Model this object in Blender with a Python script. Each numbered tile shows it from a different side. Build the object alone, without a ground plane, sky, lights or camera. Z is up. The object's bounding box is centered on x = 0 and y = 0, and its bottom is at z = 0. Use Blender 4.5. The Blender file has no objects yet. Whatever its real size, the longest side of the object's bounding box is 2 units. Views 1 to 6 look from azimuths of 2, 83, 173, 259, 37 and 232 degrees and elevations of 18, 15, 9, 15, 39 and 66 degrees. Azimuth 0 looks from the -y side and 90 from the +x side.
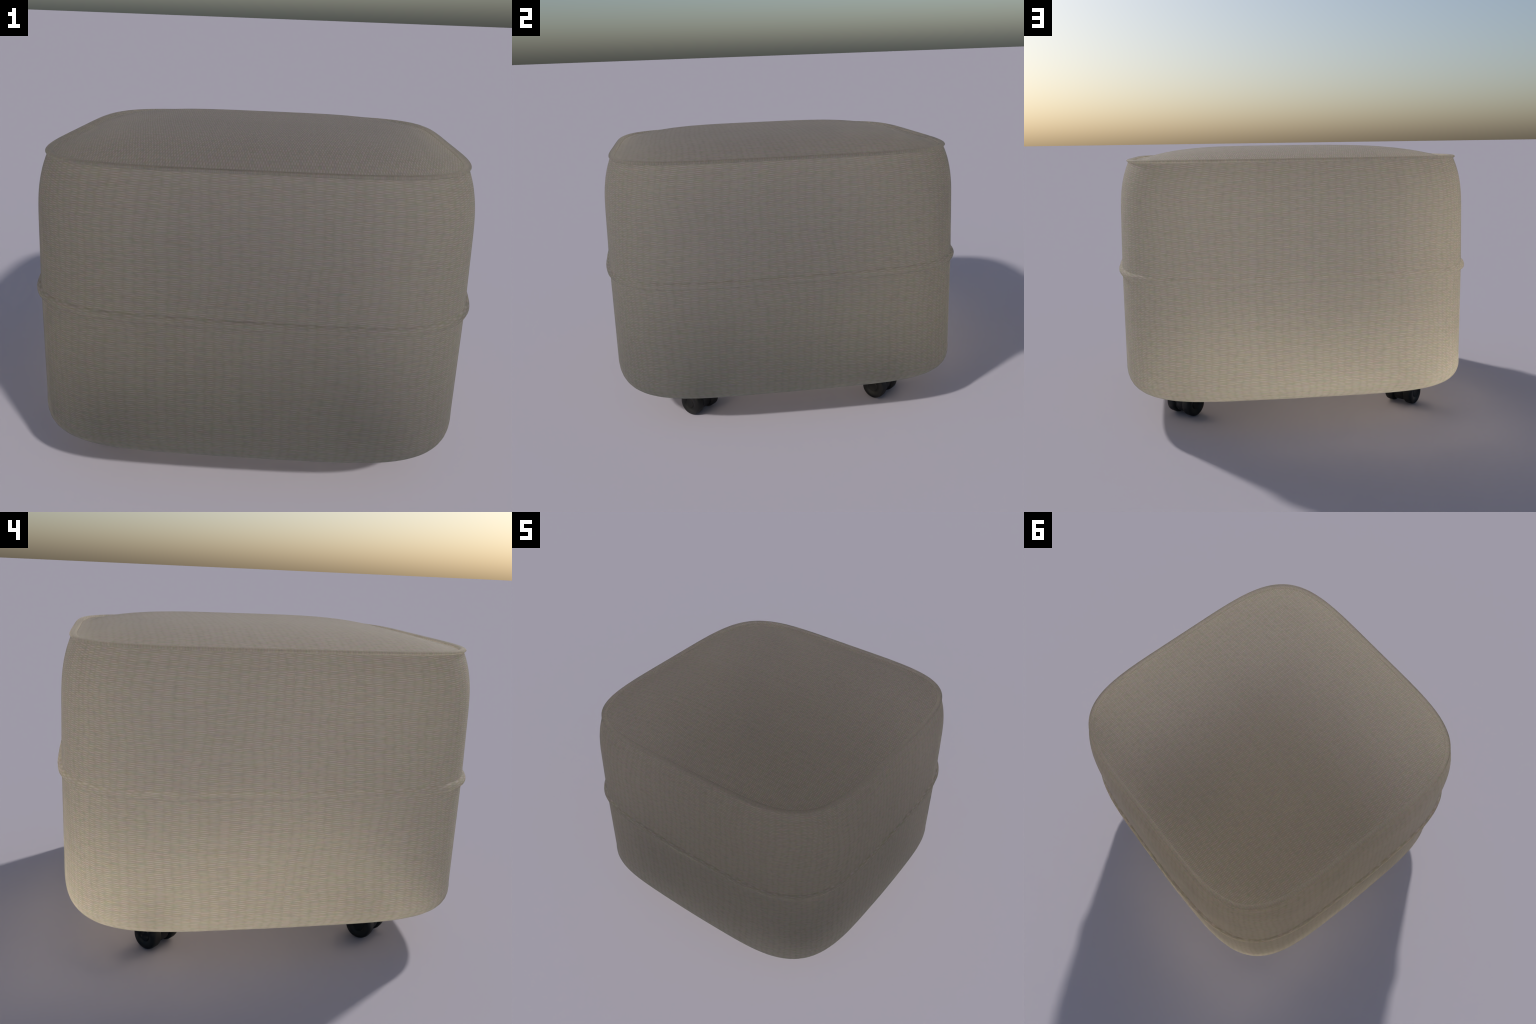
"""Upholstered square footstool (pouf) on four twin-wheel casters, fully procedural."""
import bpy, bmesh, math, random
from mathutils import Vector, Matrix, noise

random.seed(7)
TAU = math.tau
SEG = 288                      # points round the footprint

# ------------------------------------------------------------------ profile
# each level: height z, half width a, squareness n of the superellipse footprint,
# and k, a small correction of how full the corners are
PIPE = dict(z=1.4396, a=0.9245, n=4.66, k=-0.0003)
BULGE = dict(z=1.130, a=0.9712, n=4.27, k=0.0008)
WELT = dict(z=0.838, a=0.9815, n=4.11, k=0.0026)
LOW = dict(z=0.313, a=0.9795, n=4.14, k=0.0022)
BASE = dict(z=0.1444, n=5.6, k=0.0005)
FILLET_W, FILLET_E = 0.398, 2 / 2.845          # rounding under the bottom edge
Z_PIPE, Z_WELT, Z_LOW = PIPE["z"], WELT["z"], LOW["z"]
CROWN, CROWN_E = 0.0685, 3.9
R_PIPE, H_PIPE = 0.0170, 0.0085     # half width and half height of the piping
R_WELT = 0.0180


def lerp(a, b, t):
    return a + (b - a) * t


def foot(theta, a, n, k=0.0):
    c, s = math.cos(theta), math.sin(theta)
    r = (abs(c) ** n + abs(s) ** n) ** (-1.0 / n) * (1 + k * (math.cos(8 * theta) - 1))
    return Vector((a * r * c, a * r * s))


def side(z):
    """half width, squareness and corner correction of the side wall at height z"""
    if z >= BULGE["z"]:
        # carry on with the slope from below, then curl in towards the piping
        W, A, B = WELT, BULGE, PIPE
        dz, span = z - A["z"], B["z"] - A["z"]
        t = min(1.0, dz / span)
        out = []
        for q, end, p in (("a", B["a"] - 0.0125, 2.8), ("n", B["n"], 2.0), ("k", B["k"], 2.0)):
            slope = (A[q] - W[q]) / (A["z"] - W["z"])
            out.append(A[q] + slope * dz + (end - A[q] - slope * span) * t ** p)
        return tuple(out)
    A, B = (WELT, BULGE) if z >= Z_WELT else (LOW, WELT)
    t = (z - A["z"]) / (B["z"] - A["z"])
    return tuple(lerp(A[q], B[q], t) for q in "ank")


# ------------------------------------------------------------------ helpers
def new_obj(name, mesh, parent, mat, smooth=True):
    if smooth:
        for p in mesh.polygons:
            p.use_smooth = True
    if mat:
        mesh.materials.append(mat)
    o = bpy.data.objects.new(name, mesh)
    bpy.context.scene.collection.objects.link(o)
    o.parent = parent
    return o


def loft(name, rings, close_first=False, close_last=False, closed_v=False, open_up=None):
    """mesh through rings of equal length (closed round each ring)"""
    m = len(rings[0])
    verts = [tuple(p) for r in rings for p in r]
    faces = []
    R = len(rings)
    for i in range(R if closed_v else R - 1):
        a, b = i * m, ((i + 1) % R) * m
        for j in range(m):
            k = (j + 1) % m
            faces.append((a + j, a + k, b + k, b + j))
    if close_first:
        verts.append(tuple(sum((Vector(p) for p in rings[0]), Vector()) / m))
        c = len(verts) - 1
        faces += [(c, (j + 1) % m, j) for j in range(m)]
    if close_last:
        verts.append(tuple(sum((Vector(p) for p in rings[-1]), Vector()) / m))
        c = len(verts) - 1
        a = (R - 1) * m
        faces += [(c, a + j, a + (j + 1) % m) for j in range(m)]
    me = bpy.data.meshes.new(name)
    me.from_pydata(verts, [], faces)
    bm = bmesh.new()
    bm.from_mesh(me)
    bmesh.ops.recalc_face_normals(bm, faces=bm.faces)
    if open_up is not None:          # open panels: make sure they face outwards
        f = max(bm.faces, key=lambda f: f.calc_center_median().dot(open_up))
        if f.normal.dot(open_up) < 0:
            bmesh.ops.reverse_faces(bm, faces=bm.faces)
    bm.to_mesh(me)
    bm.free()
    me.update()
    return me


THETAS = [TAU * (i + 0.5) / SEG for i in range(SEG)]


def ring(z, a, n, k):
    return [Vector((*foot(t, a, n, k), z)) for t in THETAS]


# ------------------------------------------------------------------ node helpers
class Nodes:
    def __init__(self, name):
        self.mat = bpy.data.materials.new(name)
        self.mat.use_nodes = True
        self.t = self.mat.node_tree
        self.t.nodes.clear()
        self.out = self.t.nodes.new("ShaderNodeOutputMaterial")

    def add(self, kind, **kw):
        n = self.t.nodes.new(kind)
        for k, v in kw.items():
            setattr(n, k, v)
        return n

    def put(self, sock, v):
        if isinstance(v, bpy.types.NodeSocket):
            self.t.links.new(v, sock)
        else:
            sock.default_value = v

    def math(self, op, a, b=None, c=None, clamp=False):
        n = self.add("ShaderNodeMath", operation=op, use_clamp=clamp)
        for s, v in zip(n.inputs, (a, b, c)):
            if v is not None:
                self.put(s, v)
        return n.outputs[0]

    def mix(self, f, a, b, blend="MIX"):
        n = self.add("ShaderNodeMix", data_type="RGBA", blend_type=blend)
        self.put(n.inputs[0], f)
        self.put(n.inputs[6], a)
        self.put(n.inputs[7], b)
        return n.outputs[2]

    def noise(self, vec, scale, detail=2.0, rough=0.5):
        n = self.add("ShaderNodeTexNoise")
        self.put(n.inputs["Vector"], vec)
        n.inputs["Scale"].default_value = scale
        n.inputs["Detail"].default_value = detail
        n.inputs["Roughness"].default_value = rough
        return n.outputs["Fac"]


def rgb(r, g, b):
    return (r, g, b, 1.0)


LIGHT = rgb(0.722, 0.658, 0.614)
DARK = rgb(0.380, 0.353, 0.226)
TRANS, ROUGH, IOR = 1.0, 0.88, 1.45


def fabric(name, mode):
    """woven cloth: short weft dashes in brick-like columns; mode = 'side', 'top' or 'cord'"""
    N = Nodes(name)
    tc = N.add("ShaderNodeTexCoord").outputs["Object"]
    sep = N.add("ShaderNodeSeparateXYZ")
    N.put(sep.inputs[0], tc)
    x, y, z = sep.outputs
    wob = N.noise(tc, 2.2, 2.0)
    wob2 = N.noise(tc, 9.0, 2.0)
    if mode == "side":
        th = N.math("ARCTAN2", y, x)
        k = N.math("ROUND", N.math("DIVIDE", th, math.pi / 2))
        ph = N.math("SUBTRACT", th, N.math("MULTIPLY", k, math.pi / 2))
        t = N.math("TANGENT", ph)
        t2 = N.math("MULTIPLY", t, t)
        # arc length from the middle of a side to its corner, as a polynomial of the slope
        s = N.math("MULTIPLY", t, N.math("ADD", 0.97, N.math("MULTIPLY", t2, -0.085)))
        u = N.math("ADD", s, N.math("MULTIPLY", k, 2 * 0.885))
        low = N.math("MAXIMUM", 0.0, N.math("SUBTRACT", 0.30, z))
        v = N.math("SUBTRACT", z, N.math("MULTIPLY", N.math("MULTIPLY", low, low), 3.0))
        pu, pv = 0.0402, 0.0090
        v = N.math("ADD", v, N.math("MULTIPLY", N.math("SUBTRACT", wob2, 0.5), 0.012))
        u = N.math("ADD", u, N.math("MULTIPLY", N.math("SUBTRACT", wob, 0.5), 0.10))
    else:
        u, v = y, x
        pu, pv = (0.0290, 0.0113) if mode == "top" else (0.012, 0.008)
        v = N.math("ADD", v, N.math("MULTIPLY", N.math("SUBTRACT", wob2, 0.5), 0.010))
        u = N.math("ADD", u, N.math("MULTIPLY", N.math("SUBTRACT", wob, 0.5), 0.06))
    U, V = N.math("DIVIDE", u, pu), N.math("DIVIDE", v, pv)
    jit = N.add("ShaderNodeTexNoise")
    jc = N.add("ShaderNodeCombineXYZ")
    N.put(jc.inputs[0], N.math("MULTIPLY", U, 0.35))
    N.put(jc.inputs[1], N.math("MULTIPLY", V, 0.45))
    N.put(jit.inputs["Vector"], jc.outputs[0])
    jit.inputs["Scale"].default_value = 1.0
    U = N.math("ADD", U, N.math("MULTIPLY", N.math("SUBTRACT", jit.outputs["Fac"], 0.5), 0.9))
    # columns alternate: every other one is shifted by half a thread
    col = N.math("FLOOR", U)
    fu = N.math("FRACT", U)
    half = N.math("MULTIPLY", N.math("FLOORED_MODULO", col, 2.0), 0.5)
    Vs = N.math("ADD", V, half)
    fv = N.math("FRACT", Vs)
    coarse = 1.0          # how strongly ribs and bands show
    ju = N.math("SINE", N.math("MULTIPLY", fu, math.pi))
    wave = N.math("MULTIPLY", N.math("COSINE", N.math("MULTIPLY", fv, TAU)), -0.5)
    # light-dark colour contrast peaks in the middle of a dash, fades at its ends
    env = N.math("ADD", 0.12, N.math("MULTIPLY", N.math("POWER", ju, 1.7), 0.88))
    cell = N.add("ShaderNodeCombineXYZ")
    N.put(cell.inputs[0], N.math("MULTIPLY", U, 0.9))
    N.put(cell.inputs[1], N.math("MULTIPLY", V, 0.8))
    slub = N.add("ShaderNodeTexNoise")
    N.put(slub.inputs["Vector"], cell.outputs[0])
    slub.inputs["Scale"].default_value = 1.0
    slub.inputs["Detail"].default_value = 1.0
    strength = N.math("MULTIPLY", N.math("SUBTRACT", slub.outputs["Fac"], 0.18, clamp=True), 3.0)
    if mode == "cord":
        strength = N.math("MULTIPLY", strength, 0.25)
    rib = N.math("MULTIPLY", N.math("SUBTRACT", ju, 0.62), 0.25 * coarse)
    cc = N.add("ShaderNodeTexWhiteNoise", noise_dimensions="1D")
    N.put(cc.inputs["W"], col)
    amount = N.math("ADD", 0.5, N.math("MULTIPLY", N.math("MULTIPLY", wave, env), strength))
    amount = N.math("ADD", amount, rib)
    amount = N.math("ADD", amount, N.math("MULTIPLY", N.math("SUBTRACT", cc.outputs["Value"], 0.5), 0.08 * coarse))
    band = N.add("ShaderNodeTexNoise", noise_dimensions="1D")
    N.put(band.inputs["W"], N.math("MULTIPLY", V, 0.22))
    band.inputs["Scale"].default_value = 1.0
    amount = N.math("ADD", amount, N.math("MULTIPLY", N.math("SUBTRACT", band.outputs["Fac"], 0.5), 0.15 * coarse))
    amount = N.math("ADD", amount, N.math("MULTIPLY", N.math("SUBTRACT", slub.outputs["Fac"], 0.5), 0.75), clamp=True)
    colr = N.mix(amount, DARK, LIGHT)
    # the dye takes a little differently from thread to thread
    tint = N.add("ShaderNodeMix", data_type="RGBA", blend_type="SOFT_LIGHT")
    tint.inputs[0].default_value = 0.36
    N.put(tint.inputs[6], colr)
    N.put(tint.inputs[7], slub.outputs["Color"])
    colr = tint.outputs[2]
    big = N.noise(tc, 3.0, 3.0)
    colr = N.mix(N.math("MULTIPLY", N.math("SUBTRACT", big, 0.35, clamp=True), 0.25), colr, rgb(0.45, 0.42, 0.34))
    p = N.add("ShaderNodeBsdfPrincipled")
    N.put(p.inputs["Base Color"], colr)
    p.inputs["Roughness"].default_value = ROUGH
    p.inputs["Transmission Weight"].default_value = TRANS
    p.inputs["IOR"].default_value = IOR
    N.t.links.new(p.outputs[0], N.out.inputs[0])
    return N.mat


def plastic(name, c, rough):
    N = Nodes(name)
    tc = N.add("ShaderNodeTexCoord").outputs["Object"]
    p = N.add("ShaderNodeBsdfPrincipled")
    n = N.noise(tc, 60.0, 3.0)
    p.inputs["Specular IOR Level"].default_value = 0.3
    N.put(p.inputs["Base Color"], N.mix(n, rgb(*c), rgb(*[q * 1.35 for q in c])))
    p.inputs["Roughness"].default_value = rough
    N.t.links.new(p.outputs[0], N.out.inputs[0])
    return N.mat


M_SIDE = fabric("woven_side_fabric", "side")
M_TOP = fabric("woven_top_fabric", "top")
M_CORD = fabric("piping_fabric", "cord")
M_WHEEL = plastic("black_wheel_plastic", (0.009, 0.009, 0.009), 0.55)
M_HOUSING = plastic("black_housing_plastic", (0.009, 0.009, 0.0095), 0.5)

# ------------------------------------------------------------------ the stool
stool = bpy.data.objects.new("footstool", None)
bpy.context.scene.collection.objects.link(stool)
stool["label"] = "square upholstered beige fabric footstool on black casters"
stool["category"] = "footstool"

# the cloth skin is one closed surface cut into panels whose border vertices coincide:
# lower cover > welt > upper cover > piping > seat panel


def wall(z):
    return ring(z, *side(z))


def outward(r):
    M = len(r)
    return [(r[(i + 1) % M] - r[i - 1]).normalized().cross(Vector((0, 0, 1))).normalized() for i in range(M)]


def wall_at(zs):
    """one loop on the side wall whose height changes from point to point"""
    return [Vector((*foot(t, *side(z)), z)) for t, z in zip(THETAS, zs)]


# welt: a half-round puckered bead round the middle seam
seam_line = wall(Z_WELT)
puck = [0.0030 * noise.noise(p * 13 + Vector((3, 1, 5))) - 0.009 * max(0.0, math.cos(t + math.pi / 4)) ** 6
        for p, t in zip(seam_line, THETAS)]          # the seam dips at one corner
fat = [R_WELT * (1 + 0.11 * noise.noise(p * 13)) for p in seam_line]
hi = [Z_WELT + d + r for d, r in zip(puck, fat)]
lo = [Z_WELT + d - r for d, r in zip(puck, fat)]
bead, out = [], outward(seam_line)
WELT_SIDES = 12
for j in range(WELT_SIDES + 1):
    ang = math.pi * (j / WELT_SIDES - 0.5)
    zs = [Z_WELT + d + r * math.sin(ang) for d, r in zip(puck, fat)]
    base = wall_at(zs)
    bead.append([p + o * (1.0 * r * math.cos(ang)) for p, o, r in zip(base, out, fat)])
new_obj("seam_welt", loft("seam_welt", bead, open_up=Vector((1, 0, 0))), stool, M_SIDE)

# piping: a round cord along the top edge, open only where the panels meet it
# the top edge rides up a little at one corner
sag = [0.0025 * max(0.0, math.cos(t + math.pi / 4)) ** 4 for t in THETAS]
edge = [p + Vector((0, 0, d)) for p, d in zip(ring(Z_PIPE - 0.0018, PIPE["a"], PIPE["n"], PIPE["k"]), sag)]
eo = outward(edge)
axis = [p - o * R_PIPE for p, o in zip(edge, eo)]
cord = []
A0, A1, PIPE_SIDES = math.radians(-55), math.radians(198), 24
for j in range(PIPE_SIDES + 1):
    ang = lerp(A0, A1, j / PIPE_SIDES)
    cord.append([p + o * (R_PIPE * math.cos(ang)) + Vector((0, 0, H_PIPE * math.sin(ang))) for p, o in zip(axis, eo)])
new_obj("piping", loft("piping", cord, open_up=Vector((1, 0, 0))), stool, M_CORD)

# upper side cover, tucked under the piping
z_top = [p.z - 0.005 for p in cord[0]]
upper = [bead[-1]]
for i in range(1, 27):
    upper.append(wall_at([lerp(h, q, i / 26) for h, q in zip(hi, z_top)]))
upper.append([p for p in cord[0]])
new_obj("upper_side_cover", loft("upper_side_cover", upper, open_up=Vector((1, 0, 0))), stool, M_SIDE)

# lower side cover, rounded under and closed below
lower = []
for i in range(17):
    t = 1 - i / 16
    ang = math.pi / 2 * t
    z = Z_LOW - (Z_LOW - BASE["z"]) * math.sin(ang) ** FILLET_E
    a = LOW["a"] - FILLET_W * (1 - max(0.0, math.cos(ang)) ** FILLET_E)
    lower.append(ring(z, a, lerp(LOW["n"], BASE["n"], t), lerp(LOW["k"], BASE["k"], t)))
lower += [wall_at([lerp(Z_LOW, h, i / 20) for h in lo]) for i in range(1, 20)]
lower.append(bead[0])
base_in = [[Vector((p.x * f, p.y * f, p.z)) for p in lower[0]] for f in (0.02, 0.35, 0.7)]
new_obj("lower_side_cover", loft("lower_side_cover", base_in + lower, close_first=True, open_up=Vector((1, 0, 0))), stool, M_SIDE)

# domed seat panel rising out of the groove inside the piping
seat = [cord[-1]]
A_SEAT = PIPE["a"] - 2 * R_PIPE
z_rim = Z_PIPE - 0.010
seat.append([p - o * 0.004 + Vector((0, 0, 0.001)) for p, o in zip(cord[-1], eo)])
for i in range(1, 44):
    f = 1 - i / 44
    h = z_rim + (Z_PIPE + CROWN - z_rim) * (1 - f ** CROWN_E)
    r = ring(h, (A_SEAT - 0.006) * f, lerp(3.0, PIPE["n"], f), PIPE["k"])
    seat.append([p + Vector((0, 0, d * f ** 3)) for p, d in zip(r, sag)])
new_obj("seat_panel", loft("seat_panel", seat, close_last=True, open_up=Vector((0, 0, 1))), stool, M_TOP)

# ------------------------------------------------------------------ casters
WHEEL_R, WHEEL_W, AXLE = 0.068, 0.056, 0.086     # AXLE: half the overall width


def lathe(name, profile, seg=48):
    """revolve (radius, x) pairs round the x axis"""
    rings = [[Vector((x, r * math.cos(TAU * j / seg), r * math.sin(TAU * j / seg))) for j in range(seg)] for r, x in profile]
    return loft(name, rings, close_first=True, close_last=True)


wheel_me = lathe("wheel", [(0.001, -0.003), (0.022, -0.003), (0.0245, -0.002), (0.0265, -0.0065), (0.0285, -0.0065), (0.0305, -0.001),
                           (0.052, 0.0), (0.062, -0.0015), (0.0665, -0.006), (WHEEL_R, -0.012), (WHEEL_R, -0.038),
                           (0.0665, -0.045), (0.061, -0.052), (0.050, -WHEEL_W), (0.001, -WHEEL_W)])
hub_me = lathe("caster_housing", [(0.001, -0.030), (0.053, -0.030), (0.056, -0.026), (0.056, 0.026), (0.053, 0.030), (0.001, 0.030)])
stem_me = lathe("caster_stem", [(0.001, -0.05), (0.016, -0.05), (0.016, 0.05), (0.001, 0.05)], 24)
for me in (wheel_me, hub_me, stem_me):
    for p in me.polygons:
        p.use_smooth = True
wheel_me.materials.append(M_WHEEL)
hub_me.materials.append(M_HOUSING)
stem_me.materials.append(M_HOUSING)


def place(name, me, parent, mat):
    o = bpy.data.objects.new(name, me)
    bpy.context.scene.collection.objects.link(o)
    o.parent = parent
    o.matrix_basis = mat
    return o


for sx, sy in ((1, -1), (1, 1), (-1, 1), (-1, -1)):
    c = place("caster", hub_me, stool, Matrix.Translation((0.638 * sx, 0.525 * sy + 0.009, WHEEL_R)) @ Matrix.Rotation(-math.pi / 4, 4, "Z"))
    place("wheel", wheel_me, c, Matrix.Translation((AXLE, 0, 0)))
    place("wheel", wheel_me, c, Matrix.Translation((-AXLE, 0, 0)) @ Matrix.Rotation(math.pi, 4, "Z"))
    place("stem", stem_me, c, Matrix.Translation((0, 0, 0.085)) @ Matrix.Rotation(math.pi / 2, 4, "Y"))
